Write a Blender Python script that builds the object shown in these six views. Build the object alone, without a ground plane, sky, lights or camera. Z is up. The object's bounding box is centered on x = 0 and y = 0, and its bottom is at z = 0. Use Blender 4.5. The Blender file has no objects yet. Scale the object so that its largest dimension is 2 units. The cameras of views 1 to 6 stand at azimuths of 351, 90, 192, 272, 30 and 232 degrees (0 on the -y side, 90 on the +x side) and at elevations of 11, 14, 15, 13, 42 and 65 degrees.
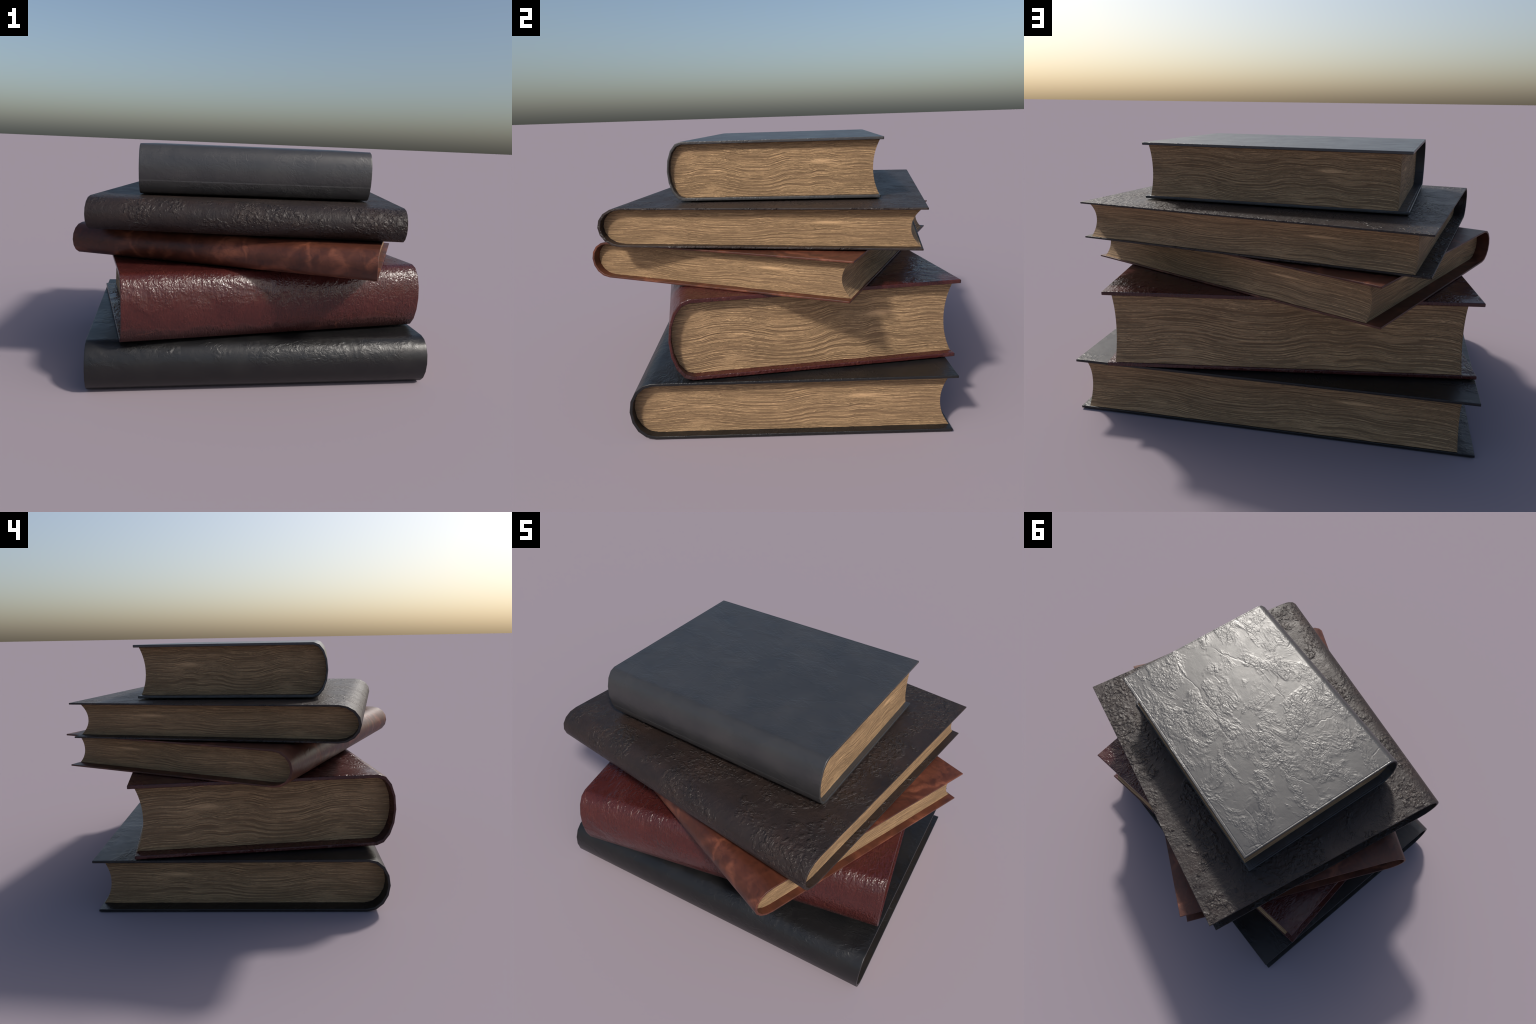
"""A stack of five old leather-bound books, each turned a little differently.

Every book is the same design: a leather case (back board, rounded spine, front
board) wrapped round a block of pages whose spine follows the case and whose
fore-edge is hollow.  The books differ in size, turn and leather.
"""
import math
import bpy
import numpy as np

# --------------------------------------------------------------------------
# the five books, bottom to top: size along spine L, spine to fore-edge W,
# thickness T, turn about z in degrees, height of the underside
# --------------------------------------------------------------------------
BOOKS = [
    dict(L=1.780, W=1.3720, T=0.2570, yaw=0.03, z=0.0006, leather="black",
         name="black_book", label="large thick hardback in glossy black leather, lying flat"),
    dict(L=1.6215, W=1.2500, T=0.3544, yaw=8.50, z=0.2630, leather="oxblood",
         name="red_book", label="very thick hardback in shiny oxblood red leather"),
    dict(L=1.6230, W=1.2514, T=0.1675, yaw=-24.50, z=0.6192, leather="rust",
         name="rust_brown_book", label="thin hardback in smooth marbled rust brown leather"),
    dict(L=1.5716, W=1.3727, T=0.1700, yaw=-10.29, z=0.7942, leather="umber",
         name="dark_brown_book", label="thin wide hardback in rough pebbled dark brown leather"),
    dict(L=1.2064, W=0.9295, T=0.2570, yaw=-4.91, z=0.9718, leather="slate",
         name="slate_grey_book", label="small thick hardback in wrinkled slate grey leather"),
]
CENTRE_Y = -0.0055

# shared proportions (fractions of W across, of T through)
SPINE_ROUND = 0.0732      # depth of the rounded spine
SPINE_SKIN = 0.0093       # leather thickness at the back of the spine
BOARD = 0.049             # board thickness
INNER_HINGE = 0.0768      # where the inside of the case starts to curve
FRONT_REACH, BACK_REACH = 0.5053, 0.4947    # fore-edge of the two boards
PAGE_HOLLOW, PAGE_REACH = 0.0296, 0.4898    # hollow and reach of the fore-edge
PAGE_INSET_TAIL, PAGE_INSET_HEAD = 0.0388, 0.0217   # page ends behind the boards
SPINE_FACETS = 8

# how the page lines rise and fall along an edge: position, lift (in T)
PAGE_WAVE = [(0.0, 0.000), (0.08, 0.012), (0.18, 0.050), (0.30, 0.000), (0.43, -0.052),
             (0.52, -0.012), (0.60, 0.036), (0.66, 0.022), (0.72, 0.048), (0.83, 0.000),
             (0.90, 0.006), (1.0, -0.072)]
KNOT_U, KNOT_W = 0.735, 0.62


# --------------------------------------------------------------------------
# small numeric helpers
# --------------------------------------------------------------------------
def value_noise(x, y, seed):
    """Smooth 2-D value noise in 0..1 on arrays."""
    xi, yi = np.floor(x).astype(np.int64), np.floor(y).astype(np.int64)
    fx, fy = x - xi, y - yi
    fx, fy = fx * fx * (3 - 2 * fx), fy * fy * (3 - 2 * fy)

    def h(a, b):
        n = (a * 374761393 + b * 668265263 + seed * 982451653) & 0x7FFFFFFF
        n = ((n ^ (n >> 13)) * 1274126177) & 0x7FFFFFFF
        n = n ^ (n >> 16)
        return (n & 0xFFFF) / 65535.0

    return ((h(xi, yi) * (1 - fx) + h(xi + 1, yi) * fx) * (1 - fy)
            + (h(xi, yi + 1) * (1 - fx) + h(xi + 1, yi + 1) * fx) * fy)


def page_flow(u, w):
    """Height of the page a point on the edge belongs to (same rule as the material)."""
    pu, pv = zip(*PAGE_WAVE)
    fade = 0.65 + 0.85 * np.clip(1 - np.abs(w - 0.5) * 1.7, 0, 1)
    w2 = w - np.interp(u, pu, pv) * fade
    r2 = ((u - KNOT_U) / 0.06) ** 2 + ((w - KNOT_W) / 0.05) ** 2
    return KNOT_W + (w2 - KNOT_W) * (1 - 0.8 * np.exp(-r2))


def new_mesh(name, verts, faces):
    me = bpy.data.meshes.new(name)
    me.from_pydata([tuple(v) for v in verts], [], faces)
    me.update()
    return me


# --------------------------------------------------------------------------
# node helpers
# --------------------------------------------------------------------------
class Nodes:
    def __init__(self, name):
        self.mat = bpy.data.materials.new(name)
        self.mat.use_nodes = True
        self.t = self.mat.node_tree
        self.t.nodes.clear()
        self.out = self.t.nodes.new("ShaderNodeOutputMaterial")
        self.bsdf = self.t.nodes.new("ShaderNodeBsdfPrincipled")
        self.t.links.new(self.bsdf.outputs[0], self.out.inputs[0])
        self.coord = self.t.nodes.new("ShaderNodeTexCoord")

    def put(self, socket, value):
        if hasattr(value, "is_output"):
            self.t.links.new(value, socket)
        elif isinstance(value, (tuple, list)) and len(value) == 3 and socket.type == "RGBA":
            socket.default_value = (*value, 1)
        else:
            socket.default_value = value

    def math(self, op, a, b=0.0, c=0.0, clamp=False):
        n = self.t.nodes.new("ShaderNodeMath")
        n.operation, n.use_clamp = op, clamp
        for s, v in zip(n.inputs, (a, b, c)):
            self.put(s, v)
        return n.outputs[0]

    def add(self, a, b): return self.math("ADD", a, b)
    def sub(self, a, b): return self.math("SUBTRACT", a, b)
    def mul(self, a, b): return self.math("MULTIPLY", a, b)

    def mapping(self, vec, scale=(1, 1, 1), loc=(0, 0, 0), rot=(0, 0, 0)):
        n = self.t.nodes.new("ShaderNodeMapping")
        self.put(n.inputs["Vector"], vec)
        n.inputs["Scale"].default_value = scale
        n.inputs["Location"].default_value = loc
        n.inputs["Rotation"].default_value = rot
        return n.outputs[0]

    def noise(self, vec, scale, detail=3.0, rough=0.55, distortion=0.0, colour=False):
        n = self.t.nodes.new("ShaderNodeTexNoise")
        self.put(n.inputs["Vector"], vec)
        n.inputs["Scale"].default_value = scale
        n.inputs["Detail"].default_value = detail
        n.inputs["Roughness"].default_value = rough
        n.inputs["Distortion"].default_value = distortion
        return n.outputs["Color" if colour else "Fac"]

    def voronoi(self, vec, scale, feature="DISTANCE_TO_EDGE", randomness=1.0):
        n = self.t.nodes.new("ShaderNodeTexVoronoi")
        n.feature = feature
        self.put(n.inputs["Vector"], vec)
        n.inputs["Scale"].default_value = scale
        n.inputs["Randomness"].default_value = randomness
        return n.outputs["Distance"]

    def warp(self, vec, scale, amount, detail=2.0):
        """Push coordinates about with a noise, for crooked creases."""
        col = self.noise(vec, scale, detail, colour=True)
        s = self.t.nodes.new("ShaderNodeVectorMath")
        s.operation = "SUBTRACT"
        self.put(s.inputs[0], col)
        s.inputs[1].default_value = (0.5, 0.5, 0.5)
        m = self.t.nodes.new("ShaderNodeVectorMath")
        m.operation = "MULTIPLY_ADD"
        self.put(m.inputs[0], s.outputs[0])
        m.inputs[1].default_value = (amount,) * 3
        self.put(m.inputs[2], vec)
        return m.outputs[0]

    def step(self, value, low, high, to_low=0.0, to_high=1.0):
        n = self.t.nodes.new("ShaderNodeMapRange")
        n.interpolation_type = "SMOOTHSTEP"
        self.put(n.inputs[0], value)
        for i, v in enumerate((low, high, to_low, to_high)):
            n.inputs[i + 1].default_value = v
        return n.outputs[0]

    def ramp(self, value, stops):
        n = self.t.nodes.new("ShaderNodeValToRGB")
        self.put(n.inputs[0], value)
        el = n.color_ramp.elements
        while len(el) < len(stops):
            el.new(0.5)
        for e, (p, c) in zip(el, stops):
            e.position, e.color = p, (*c, 1)
        return n.outputs[0]

    def mix(self, fac, a, b, blend="MIX"):
        n = self.t.nodes.new("ShaderNodeMix")
        n.data_type, n.blend_type = "RGBA", blend
        self.put(n.inputs[0], fac)
        self.put(n.inputs[6], a)
        self.put(n.inputs[7], b)
        return n.outputs[2]

    def curve(self, value, points, low, high):
        """Float curve through (position, value) control points, value in low..high."""
        n = self.t.nodes.new("ShaderNodeFloatCurve")
        c = n.mapping.curves[0]
        pts = [(p, (v - low) / (high - low)) for p, v in points]
        c.points[0].location, c.points[1].location = pts[0], pts[-1]
        for p in pts[1:-1]:
            c.points.new(*p)
        n.mapping.update()
        self.put(n.inputs["Value"], value)
        return self.math("MULTIPLY_ADD", n.outputs[0], high - low, low)

    def bump(self, height, distance, strength=1.0, normal=None):
        n = self.t.nodes.new("ShaderNodeBump")
        n.inputs["Strength"].default_value = strength
        n.inputs["Distance"].default_value = distance
        self.put(n.inputs["Height"], height)
        if normal is not None:
            self.put(n.inputs["Normal"], normal)
        return n.outputs[0]

    def finish(self, colour, rough, normal=None, specular=0.5, coat=0.0, coat_rough=0.2):
        self.put(self.bsdf.inputs["Base Color"], colour)
        self.put(self.bsdf.inputs["Roughness"], rough)
        self.put(self.bsdf.inputs["Specular IOR Level"], specular)
        self.bsdf.inputs["Coat Weight"].default_value = coat
        self.bsdf.inputs["Coat Roughness"].default_value = coat_rough
        if normal is not None:
            self.put(self.bsdf.inputs["Normal"], normal)
        return self.mat


# --------------------------------------------------------------------------
# leathers
# --------------------------------------------------------------------------
def rim_line(n, b, inset, width):
    """1 along a bump groove drawing the edge highlight just inside the three free edges of a board."""
    sep = n.t.nodes.new("ShaderNodeSeparateXYZ")
    n.put(sep.inputs[0], n.coord.outputs["Object"])
    dx = n.sub(b["L"] / 2, n.math("ABSOLUTE", sep.outputs[0]))
    dy = n.sub(b["W"] * 0.5, sep.outputs[1])
    d = n.math("MINIMUM", dx, dy)
    off = n.math("ABSOLUTE", n.sub(d, inset))
    return n.step(off, 0.0, width, 1.0, 0.0)


def object_xyz(n):
    sep = n.t.nodes.new("ShaderNodeSeparateXYZ")
    n.put(sep.inputs[0], n.coord.outputs["Object"])
    return sep.outputs


def leather_slate(b):
    n = Nodes("slate_grey_leather")
    p = n.coord.outputs["Object"]
    x, y, z = object_xyz(n)
    # wrinkles gather in drifts and leave worn smooth islands
    q = n.mapping(p, scale=(0.9, 1.3, 1.1), rot=(0, 0, 0.35))
    patch = n.step(n.noise(q, 6.0, 4.0, 0.6, 0.5), 0.42, 0.60)
    wq = n.warp(q, 11.0, 0.05, 3.0)
    folds = n.noise(wq, 36.0, 2.5, 0.5, 1.0)
    valley = n.step(n.math("ABSOLUTE", n.sub(n.noise(wq, 17.0, 2.0, 0.5, 1.2), 0.5)), 0.0, 0.06)
    wrinkle = n.mul(n.add(n.mul(folds, 1.5), n.mul(valley, 0.40)), n.add(n.mul(patch, 0.92), 0.08))
    # a few long creases, broken along their length
    crease = n.step(n.voronoi(n.warp(q, 5.0, 0.22, 3.0), 2.6), 0.0, 0.022)
    crease = n.math("MAXIMUM", crease, n.step(n.noise(p, 4.0, 2.0), 0.44, 0.56))
    h = n.add(wrinkle, n.mul(crease, 0.34))
    # the back of the spine is rubbed smooth, except low down by the joint
    on_spine = n.step(y, -0.5 * b["W"] + 0.035, -0.5 * b["W"] + 0.062, 1.0, 0.0)
    low = n.step(z, 0.27 * b["T"], 0.30 * b["T"], 1.0, 0.0)
    ease = n.sub(1.0, n.mul(on_spine, n.sub(0.55, n.mul(low, 0.50))))
    h = n.mul(h, ease)
    h = n.add(h, n.mul(n.noise(p, 190.0, 2.0), 0.05))
    h = n.add(h, n.mul(n.noise(p, 11.0, 2.0), 0.8))
    h = n.add(h, n.mul(n.mul(on_spine, low), 0.55))
    h = n.sub(h, n.mul(n.mul(rim_line(n, b, 0.009, 0.004), n.sub(1.0, on_spine)), 0.40))
    tone = n.noise(p, 6.0, 5.0, 0.6)
    col = n.ramp(tone, [(0.3, (0.026, 0.0262, 0.0280)), (0.7, (0.041, 0.0395, 0.0390))])
    col = n.mix(n.mul(n.mul(on_spine, low), 0.4), col, (0.058, 0.056, 0.055))
    pores = n.step(n.noise(p, 120.0, 2.0), 0.66, 0.74)
    col = n.mix(n.mul(pores, 0.6), col, (0.014, 0.016, 0.020))
    rough = n.step(n.noise(p, 9.0, 4.0), 0.3, 0.7, 0.345, 0.42)
    return n.finish(col, rough, n.bump(h, 0.00115), 0.70)


def leather_umber(b):
    n = Nodes("dark_brown_leather")
    p = n.coord.outputs["Object"]
    # clusters of raised pebbles and pits between smoother stretches
    patch = n.step(n.noise(n.warp(p, 7.0, 0.06), 5.2, 4.0, 0.68, 0.5), 0.47, 0.58)
    wq = n.warp(p, 20.0, 0.03)
    pebble = n.step(n.voronoi(wq, 50.0, "SMOOTH_F1"), 0.10, 0.62, 1.0, 0.0)
    pits = n.step(n.noise(n.warp(p, 26.0, 0.03), 44.0, 2.5, 0.55, 0.5), 0.45, 0.555)
    rough_zone = n.add(n.mul(pebble, 0.50), n.mul(pits, 0.70))
    h = n.mul(rough_zone, n.add(n.mul(patch, 1.0), 0.13))
    h = n.add(h, n.mul(n.noise(p, 85.0, 2.0), 0.22))
    h = n.add(h, n.mul(n.noise(n.mapping(p, scale=(1.6, 0.8, 0.8), rot=(0, 0, 0.4)), 16.0, 3.0, 0.55), 0.85))
    h = n.add(h, n.mul(n.noise(p, 150.0, 2.0), 0.05))
    tone = n.noise(p, 7.0, 5.0, 0.65)
    col = n.ramp(tone, [(0.28, (0.0125, 0.0085, 0.0075)), (0.55, (0.0225, 0.0140, 0.0112)),
                        (0.78, (0.0330, 0.0180, 0.0125))])
    col = n.mix(n.mul(n.mul(pits, patch), 0.25), col, (0.032, 0.022, 0.017))
    rough = n.step(n.noise(p, 10.0, 4.0), 0.3, 0.7, 0.45, 0.54)
    return n.finish(col, rough, n.bump(h, 0.0040), 0.46)


def leather_rust(b):
    n = Nodes("rust_brown_leather")
    p = n.coord.outputs["Object"]
    wq = n.warp(p, 4.0, 0.24, 3.0)
    vein = n.step(n.voronoi(n.mapping(wq, scale=(1.6, 0.8, 0.9), rot=(0, 0, 0.5)), 3.6), 0.0, 0.12, 1.0, 0.0)
    vein2 = n.step(n.voronoi(n.mapping(n.warp(p, 7.0, 0.14, 3.0), scale=(1.5, 0.7, 0.8), rot=(0, 0, -0.4)), 8.0), 0.0, 0.15, 1.0, 0.0)
    cloud = n.noise(wq, 6.0, 5.0, 0.6, 0.6)
    streak = n.noise(n.mapping(wq, scale=(1.0, 3.2, 3.0)), 16.0, 4.0, 0.6, 0.8)
    veins = n.math("MAXIMUM", vein, n.mul(vein2, 0.45))
    veins = n.mul(veins, n.step(n.noise(p, 5.0, 2.0), 0.38, 0.62, 0.10, 1.0))
    veins = n.mul(n.math("POWER", veins, 1.5), n.step(streak, 0.30, 0.60, 0.45, 1.0))
    t = n.add(n.mul(cloud, 0.62), n.mul(streak, 0.38))
    col = n.ramp(t, [(0.30, (0.033, 0.0108, 0.0070)), (0.52, (0.072, 0.0200, 0.0102)),
                     (0.76, (0.108, 0.0300, 0.0140))])
    col = n.mix(n.mul(veins, 0.90), col, (0.200, 0.064, 0.033))
    h = n.add(n.mul(n.noise(wq, 18.0, 4.0, 0.55, 0.8), 0.8), n.mul(n.noise(p, 170.0, 2.0), 0.04))
    rough = n.step(cloud, 0.3, 0.7, 0.40, 0.50)
    return n.finish(col, rough, n.bump(h, 0.0026), 0.45)


def leather_oxblood(b):
    n = Nodes("oxblood_red_leather")
    p = n.coord.outputs["Object"]
    patch = n.step(n.noise(p, 3.6, 3.0, 0.6, 0.6), 0.36, 0.56)
    q = n.mapping(p, scale=(1.8, 0.8, 0.6))
    folds = n.noise(n.warp(q, 10.0, 0.06), 27.0, 3.0, 0.55, 1.0)
    cells = n.step(n.voronoi(n.warp(p, 18.0, 0.035), 56.0), 0.0, 0.34)
    h = n.mul(n.add(n.mul(folds, 1.4), n.mul(cells, 0.18)), n.add(n.mul(patch, 0.88), 0.12))
    h = n.add(h, n.mul(n.noise(p, 10.0, 3.0), 0.9))
    h = n.add(h, n.mul(n.noise(p, 170.0, 2.0), 0.05))
    grain = n.noise(n.mapping(p, scale=(2.6, 0.6, 0.6)), 90.0, 3.0)
    tone = n.add(n.mul(n.noise(p, 5.0, 5.0, 0.6), 0.45), n.mul(grain, 0.55))
    col = n.ramp(tone, [(0.30, (0.036, 0.0080, 0.0076)), (0.52, (0.058, 0.0125, 0.0108)),
                        (0.74, (0.084, 0.0185, 0.0145))])
    # a rubbed, matt, darker band low along the spine by the back joint
    x, y, z = object_xyz(n)
    on_spine = n.step(y, -0.5 * b["W"] + 0.085, -0.5 * b["W"] + 0.11, 1.0, 0.0)
    edge = n.add(z, n.mul(n.sub(n.noise(p, 7.0, 3.0), 0.5), 0.11))
    band = n.mul(on_spine, n.step(edge, 0.17 * b["T"], 0.25 * b["T"], 1.0, 0.0))
    rub = n.noise(n.mapping(p, scale=(2.6, 0.8, 0.5)), 60.0, 2.0)
    h = n.add(h, n.mul(n.mul(band, rub), 1.2))
    col = n.mix(n.mul(band, 0.55), col, (0.026, 0.0085, 0.0078))
    scuff = n.step(n.voronoi(n.warp(p, 3.0, 0.3, 2.0), 2.2), 0.0, 0.007, 1.0, 0.0)
    scuff = n.mul(scuff, n.step(n.noise(p, 4.0, 2.0), 0.50, 0.60))
    col = n.mix(n.mul(scuff, 0.5), col, (0.13, 0.040, 0.024))
    rough = n.add(n.step(n.noise(p, 5.0, 3.0), 0.35, 0.65, 0.22, 0.31), n.mul(band, 0.25))
    return n.finish(col, rough, n.bump(h, 0.0044), 0.5)


def leather_black(b):
    n = Nodes("black_leather")
    p = n.coord.outputs["Object"]
    x, y, z = object_xyz(n)
    patch = n.step(n.noise(p, 3.6, 3.0, 0.6, 0.5), 0.42, 0.60)
    q = n.mapping(p, scale=(1.0, 1.4, 1.2), rot=(0, 0, -0.4))
    folds = n.noise(n.warp(q, 12.0, 0.05), 32.0, 3.0, 0.55, 1.1)
    h = n.mul(folds, n.add(n.mul(patch, 0.95), 0.10))
    # handled smooth along the lower half of the spine
    on_spine = n.step(y, -0.5 * b["W"] + 0.055, -0.5 * b["W"] + 0.085, 1.0, 0.0)
    low = n.step(z, 0.42 * b["T"], 0.72 * b["T"], 1.0, 0.0)
    h = n.mul(h, n.sub(1.0, n.mul(n.mul(on_spine, low), 0.8)))
    h = n.add(h, n.mul(n.noise(p, 8.0, 2.0), 0.7))
    h = n.add(h, n.mul(n.noise(p, 160.0, 2.0), 0.03))
    tone = n.noise(p, 6.0, 4.0, 0.6)
    col = n.ramp(tone, [(0.3, (0.0066, 0.0068, 0.0076)), (0.7, (0.0110, 0.0104, 0.0102))])
    rough = n.step(n.noise(p, 6.0, 3.0), 0.3, 0.7, 0.34, 0.41)
    return n.finish(col, rough, n.bump(h, 0.0036), 0.5)


LEATHERS = dict(slate=leather_slate, umber=leather_umber, rust=leather_rust,
                oxblood=leather_oxblood, black=leather_black)


# --------------------------------------------------------------------------
# page edges: wavy, grooved lines of packed yellowed paper
# --------------------------------------------------------------------------
def page_material(b, fore_edge):
    n = Nodes("page_fore_edge_paper" if fore_edge else "page_end_paper")
    sep = n.t.nodes.new("ShaderNodeSeparateXYZ")
    n.put(sep.inputs[0], n.coord.outputs["Generated"])
    u = n.sub(1.0, sep.outputs[0]) if fore_edge else sep.outputs[1]
    w = sep.outputs[2]
    lift = n.curve(u, PAGE_WAVE, -0.08, 0.08)
    fade = n.math("MULTIPLY_ADD", n.math("ABSOLUTE", n.sub(w, 0.5)), -1.7, 1.0, clamp=True)
    fade = n.math("MULTIPLY_ADD", fade, 0.85, 0.65)
    w2 = n.sub(w, n.mul(lift, fade))
    # the lines close round a lens-shaped knot
    r2 = n.add(n.math("POWER", n.math("ABSOLUTE", n.mul(n.sub(u, KNOT_U), 1 / 0.06)), 2.0),
               n.math("POWER", n.math("ABSOLUTE", n.mul(n.sub(w, KNOT_W), 1 / 0.05)), 2.0))
    lens = n.math("EXPONENT", n.mul(r2, -1.0))
    w2 = n.add(KNOT_W, n.mul(n.sub(w2, KNOT_W), n.sub(1.0, n.mul(lens, 0.8))))
    uv = n.t.nodes.new("ShaderNodeCombineXYZ")
    n.put(uv.inputs[0], u)
    n.put(uv.inputs[1], w2)
    uv.inputs[2].default_value = 3.7 if fore_edge else 0.0
    flat = n.t.nodes.new("ShaderNodeCombineXYZ")
    n.put(flat.inputs[0], u)
    n.put(flat.inputs[1], w)
    flat = flat.outputs[0]
    uv = uv.outputs[0]
    small = n.noise(n.mapping(flat, scale=(6, 5, 1)), 1.0, 1.0)
    uvw = n.t.nodes.new("ShaderNodeVectorMath")
    uvw.operation = "ADD"
    n.put(uvw.inputs[0], uv)
    off = n.t.nodes.new("ShaderNodeCombineXYZ")
    n.put(off.inputs[1], n.mul(n.sub(small, 0.5), 0.022))
    n.put(uvw.inputs[1], off.outputs[0])
    uv = uvw.outputs[0]

    # long thin page lines: contours of noises drawn out along the flow
    broad = n.noise(n.mapping(uv, scale=(1.0, 27, 1)), 1.0, 0.6, 0.4)
    lines = n.noise(n.mapping(uv, scale=(2.2, 72, 1), loc=(5, 2, 1)), 1.0, 1.0, 0.5)
    hair = n.noise(n.mapping(uv, scale=(15.0, 150, 1)), 1.0, 2.0, 0.6)
    speck = n.noise(n.mapping(flat, scale=(150, 110, 1)), 1.0, 2.0, 0.5)
    area = n.noise(n.mapping(flat, scale=(3.5, 3, 1)), 1.0, 2.0)
    broken = n.noise(n.mapping(flat, scale=(7, 13, 1), loc=(3, 3, 3)), 1.0, 2.0)
    groove = n.step(n.math("ABSOLUTE", n.sub(broad, 0.5)), 0.020, 0.095, 1.0, 0.0)
    groove = n.mul(groove, n.step(broken, 0.34, 0.50, 0.45, 1.0))
    groove2 = n.step(n.math("ABSOLUTE", n.sub(lines, 0.5)), 0.010, 0.100, 1.0, 0.0)
    groove2 = n.mul(groove2, n.step(broken, 0.62, 0.46, 0.25, 1.0))
    groove2 = n.mul(groove2, n.step(area, 0.36, 0.60, 0.60, 1.0))
    dent = n.step(hair, 0.50, 0.34, 0.0, 1.0)
    dark = n.math("MAXIMUM", groove, n.mul(groove2, 0.85))
    dark = n.math("MAXIMUM", dark, n.mul(dent, 0.62))
    dark = n.mul(dark, n.sub(1.0, n.mul(lens, 0.60)))
    crumb = n.noise(n.mapping(uv, scale=(75, 170, 1), loc=(2, 9, 4)), 1.0, 2.0, 0.6)
    dark = n.math("MAXIMUM", dark, n.mul(n.mul(n.step(crumb, 0.50, 0.32), n.step(area, 0.3, 0.6, 0.35, 0.8)), n.sub(1.0, lens)))
    tint = n.noise(n.mapping(uv, scale=(1.5, 9, 1), loc=(1, 7, 2)), 1.0, 2.0)
    col = n.ramp(tint, [(0.3, (0.64, 0.405, 0.212)), (0.7, (0.69, 0.447, 0.240))])
    col = n.mix(n.mul(dark, 0.86), col, (0.118, 0.070, 0.038))
    col = n.mix(n.step(speck, 0.35, 0.7, 0.0, 0.25), col, (0.26, 0.170, 0.095))
    col = n.mix(n.mul(n.step(area, 0.35, 0.7), 0.15), col, (0.40, 0.262, 0.145))
    h = n.add(n.mul(hair, 0.25), n.add(n.mul(crumb, 0.30), n.sub(n.mul(speck, 0.08), n.mul(dark, 0.45))))
    return n.finish(col, 0.78, n.bump(h, 0.0060 * (b["T"] / 0.26) ** 0.6), 0.25)


# --------------------------------------------------------------------------
# the leather case: a slab bent round the pages, all rims rounded
# --------------------------------------------------------------------------
def case_profile(b):
    """Matching outer and inner outlines (y, z) from back fore-edge round the
    spine to front fore-edge; also which part each span belongs to."""
    W, T = b["W"], b["T"]
    ys = -0.5 * W
    steps = np.concatenate([[0, .006], np.linspace(.03, .93, 22), [.965, .985, 1.0]])
    out, inn, part = [], [], []
    hinge_o, hinge_i = ys + SPINE_ROUND * W, ys + INNER_HINGE * W
    zi = BOARD * T
    for s in steps:                                   # back board
        f = BACK_REACH * W
        out.append((f + (hinge_o - f) * s, 0.0))
        inn.append((f + (hinge_i - f) * s, zi))
        part.append(0)
    part.pop()
    for k in range(1, SPINE_FACETS):                  # rounded spine
        a = -math.pi / 2 + math.pi * k / SPINE_FACETS
        out.append((hinge_o - SPINE_ROUND * W * math.cos(a), T / 2 + T / 2 * math.sin(a)))
        ri = INNER_HINGE * W - SPINE_SKIN * W
        inn.append((hinge_i - ri * math.cos(a), T / 2 + (T / 2 - zi) * math.sin(a)))
        part.append(1)
    part.append(1)
    for s in steps[::-1]:                             # front board
        f = FRONT_REACH * W
        out.append((f + (hinge_o - f) * s, T))
        inn.append((f + (hinge_i - f) * s, T - zi))
        part.append(2)
    part.pop()
    return np.array(out), np.array(inn), part


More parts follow.
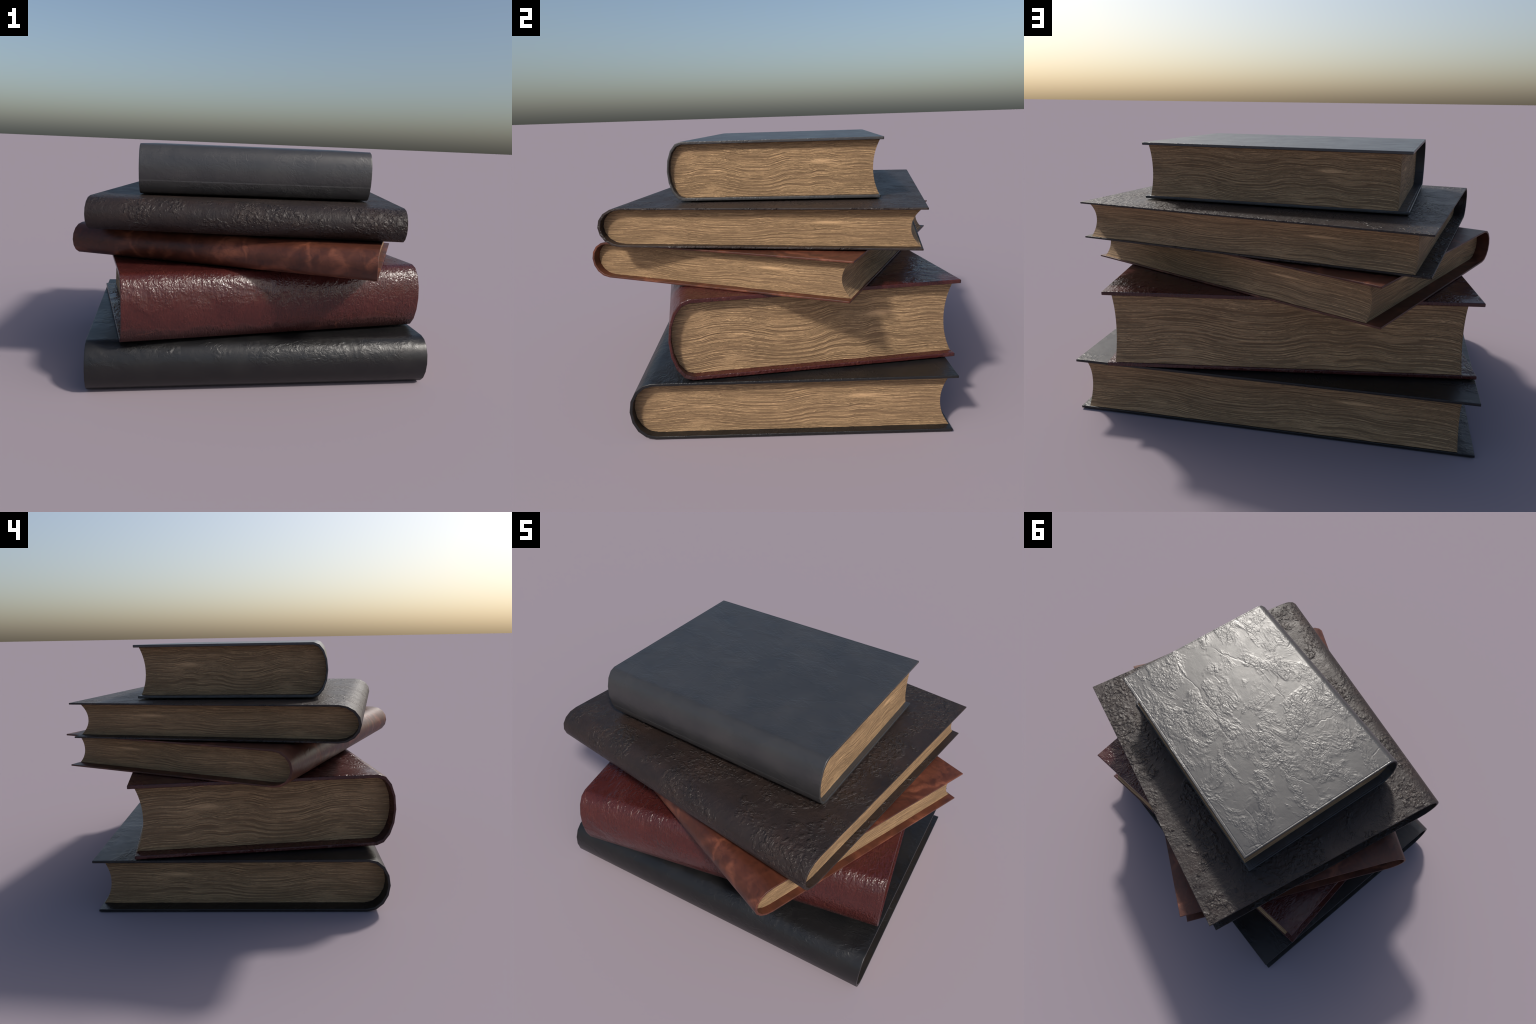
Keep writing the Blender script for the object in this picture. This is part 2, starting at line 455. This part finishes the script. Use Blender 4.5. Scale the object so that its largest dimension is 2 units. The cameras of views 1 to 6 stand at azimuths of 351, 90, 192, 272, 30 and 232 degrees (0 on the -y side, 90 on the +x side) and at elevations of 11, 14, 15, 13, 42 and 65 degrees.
def build_case(b, material, root):
    out, inn, part = case_profile(b)
    L = b["L"]
    ns = len(out)
    r = 0.20 * BOARD * b["T"] + 0.0003                # rim rounding
    xs = np.concatenate([[0, .006], np.linspace(.03, .97, 40), [.994, 1]]) * L - L / 2
    nx = len(xs)
    verts, faces, fpart = [], [], []

    def grid_point(i, j, depth, grow):
        """Point at profile station i, length station j, depth through the slab
        (0 outer skin, 1 inner skin), pulled in from the free rims by r - grow."""
        p = out[i] + (inn[i] - out[i]) * depth
        x = xs[j]
        pull = r - grow
        if i in (0, ns - 1):
            k = 1 if i == 0 else ns - 2
            d = out[k] - out[i]
            p = p + d / np.linalg.norm(d) * pull
        if j == 0:
            x += pull
        if j == nx - 1:
            x -= pull
        return (x, p[0], p[1])

    def sheet(depth):
        base = len(verts)
        for i in range(ns):
            for j in range(nx):
                verts.append(grid_point(i, j, depth, 0.0))
        return base

    o, q = sheet(0.0), sheet(1.0)
    for i in range(ns - 1):
        for j in range(nx - 1):
            a = i * nx + j
            faces.append((o + a, o + a + nx, o + a + nx + 1, o + a + 1))
            faces.append((q + a, q + a + 1, q + a + nx + 1, q + a + nx))
            fpart += [part[i]] * 2
    loop = ([(0, j) for j in range(nx - 1)] + [(i, nx - 1) for i in range(ns - 1)]
            + [(ns - 1, j) for j in range(nx - 1, 0, -1)] + [(i, 0) for i in range(ns - 1, 0, -1)])
    rows = []
    angles = (30, 60, 90)
    for a in angles:
        rows.append((1 - math.cos(math.radians(a)), math.sin(math.radians(a)), False))
    for a in angles[::-1]:
        rows.append((1 - math.cos(math.radians(a)), math.sin(math.radians(a)), True))
    prev = [o + i * nx + j for i, j in loop]
    for down, grow, inner in rows:
        cur = []
        for i, j in loop:
            thick = np.linalg.norm(inn[i] - out[i])
            d = r * down / thick
            cur.append(len(verts))
            verts.append(grid_point(i, j, 1 - d if inner else d, r * grow))
        _wall(faces, fpart, prev, cur, loop, part, ns)
        prev = cur
    _wall(faces, fpart, prev, [q + i * nx + j for i, j in loop], loop, part, ns)

    V = np.array(verts)
    F = np.array(faces)
    fpart = np.array(fpart)
    # area-weighted vertex normals of the whole case, shared by all three parts
    fn = np.cross(V[F[:, 2]] - V[F[:, 0]], V[F[:, 3]] - V[F[:, 1]])
    flat = np.arange(len(F)) < 2 * (ns - 1) * (nx - 1)     # the flat of the boards leads
    fn[flat & (fpart != 1)] *= 25
    N = np.zeros_like(V)
    for k in range(4):
        np.add.at(N, F[:, k], fn)
    N /= np.linalg.norm(N, axis=1)[:, None]
    for idx, name in enumerate(("back_board", "spine", "front_board")):
        f = F[fpart == idx]
        used, f2 = np.unique(f, return_inverse=True)
        me = new_mesh(name, V[used], f2.reshape(-1, 4).tolist())
        me.shade_smooth()
        me.normals_split_custom_set_from_vertices([tuple(v) for v in N[used]])
        me.materials.append(material)
        ob = bpy.data.objects.new(name, me)
        ob.parent = root
        bpy.context.scene.collection.objects.link(ob)


def _wall(faces, fpart, a, c, loop, part, ns):
    m = len(loop)
    for k in range(m):
        k2 = (k + 1) % m
        faces.append((a[k], a[k2], c[k2], c[k]))
        i = min(loop[k][0], loop[k2][0])
        fpart.append(part[min(i, ns - 2)])


# --------------------------------------------------------------------------
# the block of pages
# --------------------------------------------------------------------------
def build_pages(b, seed, root):
    L, W, T = b["L"], b["W"], b["T"]
    zi = BOARD * T + 0.0004
    nz = int(np.clip(T / 0.0022, 70, 150))
    z = np.linspace(zi, T - zi, nz)
    k = (z - T / 2) / (T / 2 - zi)                     # -1..1 through the block
    fore = PAGE_REACH * W - PAGE_HOLLOW * W * (1 - np.abs(k) ** 2.1)
    # the spine side follows the faceted inside of the case, a hair clear of it
    a = -math.pi / 2 + math.pi * np.arange(SPINE_FACETS + 1) / SPINE_FACETS
    ri = (INNER_HINGE - SPINE_SKIN) * W
    spine = np.interp(k, np.sin(a), -0.5 * W + INNER_HINGE * W - ri * np.cos(a)) + 0.0008
    x0, x1 = -L / 2 + PAGE_INSET_TAIL * L, L / 2 - PAGE_INSET_HEAD * L
    ne, nf = int(W / 0.009), int(L / 0.009)
    w = (z - z[0]) / (z[-1] - z[0])

    def relief(u, wv, s):
        """Depth of a page edge below its neighbours; none at the corners."""
        f = page_flow(u, wv)
        deep = value_noise(u * 5, f * 30, s) * 0.6 + value_noise(u * 14, f * 62, s + 7) * 0.4
        ease = np.clip(np.minimum(u, 1 - u) / 0.02, 0, 1) * np.clip(np.minimum(wv, 1 - wv) / 0.02, 0, 1)
        return deep * ease * 0.0009 * (T / 0.26) ** 0.5

    cols, mats, sharp = [], [], []
    te = np.linspace(0, 1, ne)
    for t in te:                                        # head end, spine -> fore-edge
        u = np.full(nz, t)
        cols.append(np.column_stack([x1 - relief(u, w, seed), spine + (fore - spine) * t, z]))
        mats.append(0)
    sharp += [0, ne - 1]
    for t in np.linspace(0, 1, nf)[1:-1]:               # fore-edge, head -> tail
        u = np.full(nz, t)
        cols.append(np.column_stack([np.full(nz, x1 + (x0 - x1) * t), fore - relief(u, w, seed + 50), z]))
        mats.append(1)
    mats[ne - 1] = 1
    sharp.append(len(cols))
    for t in te[::-1]:                                  # tail end, fore-edge -> spine
        u = np.full(nz, t)
        cols.append(np.column_stack([x0 + relief(u, w, seed + 99), spine + (fore - spine) * t, z]))
        mats.append(0)
    sharp.append(len(cols) - 1)
    nc = len(cols)
    V = np.concatenate(cols)
    faces, fm = [], []
    for c in range(nc):
        d = (c + 1) % nc
        for r in range(nz - 1):
            faces.append((c * nz + r, d * nz + r, d * nz + r + 1, c * nz + r + 1))
            fm.append(mats[c])
    faces.append(tuple(c * nz for c in range(nc))[::-1])
    faces.append(tuple(c * nz + nz - 1 for c in range(nc)))
    fm += [0, 0]
    me = new_mesh("page_block", V, faces)
    me.shade_smooth()
    me.materials.append(page_material(b, False))
    me.materials.append(page_material(b, True))
    me.polygons.foreach_set("material_index", fm)
    # crisp corners between the three page edges, and round the two flat leaves
    corner = set(sharp)
    ev = np.empty(len(me.edges) * 2, dtype=np.int64)
    me.edges.foreach_get("vertices", ev)
    ev = ev.reshape(-1, 2)
    ca, cb = ev[:, 0] // nz, ev[:, 1] // nz
    ra, rb = ev[:, 0] % nz, ev[:, 1] % nz
    is_corner = (ca == cb) & np.isin(ca, list(corner))
    is_rim = (ra == rb) & ((ra == 0) | (ra == nz - 1))
    att = me.attributes.new("sharp_edge", "BOOLEAN", "EDGE")
    att.data.foreach_set("value", is_corner | is_rim)
    ob = bpy.data.objects.new("page_block", me)
    ob.parent = root
    bpy.context.scene.collection.objects.link(ob)


# --------------------------------------------------------------------------
for number, book in enumerate(BOOKS):
    root = bpy.data.objects.new(book["name"], None)
    root.empty_display_size = 0.2
    root.location = (0.0, CENTRE_Y, book["z"])
    root.rotation_euler = (0, 0, math.radians(book["yaw"]))
    root["label"] = book["label"]
    root["category"] = "book"
    bpy.context.scene.collection.objects.link(root)
    build_case(book, LEATHERS[book["leather"]](book), root)
    build_pages(book, 11 + number * 17, root)
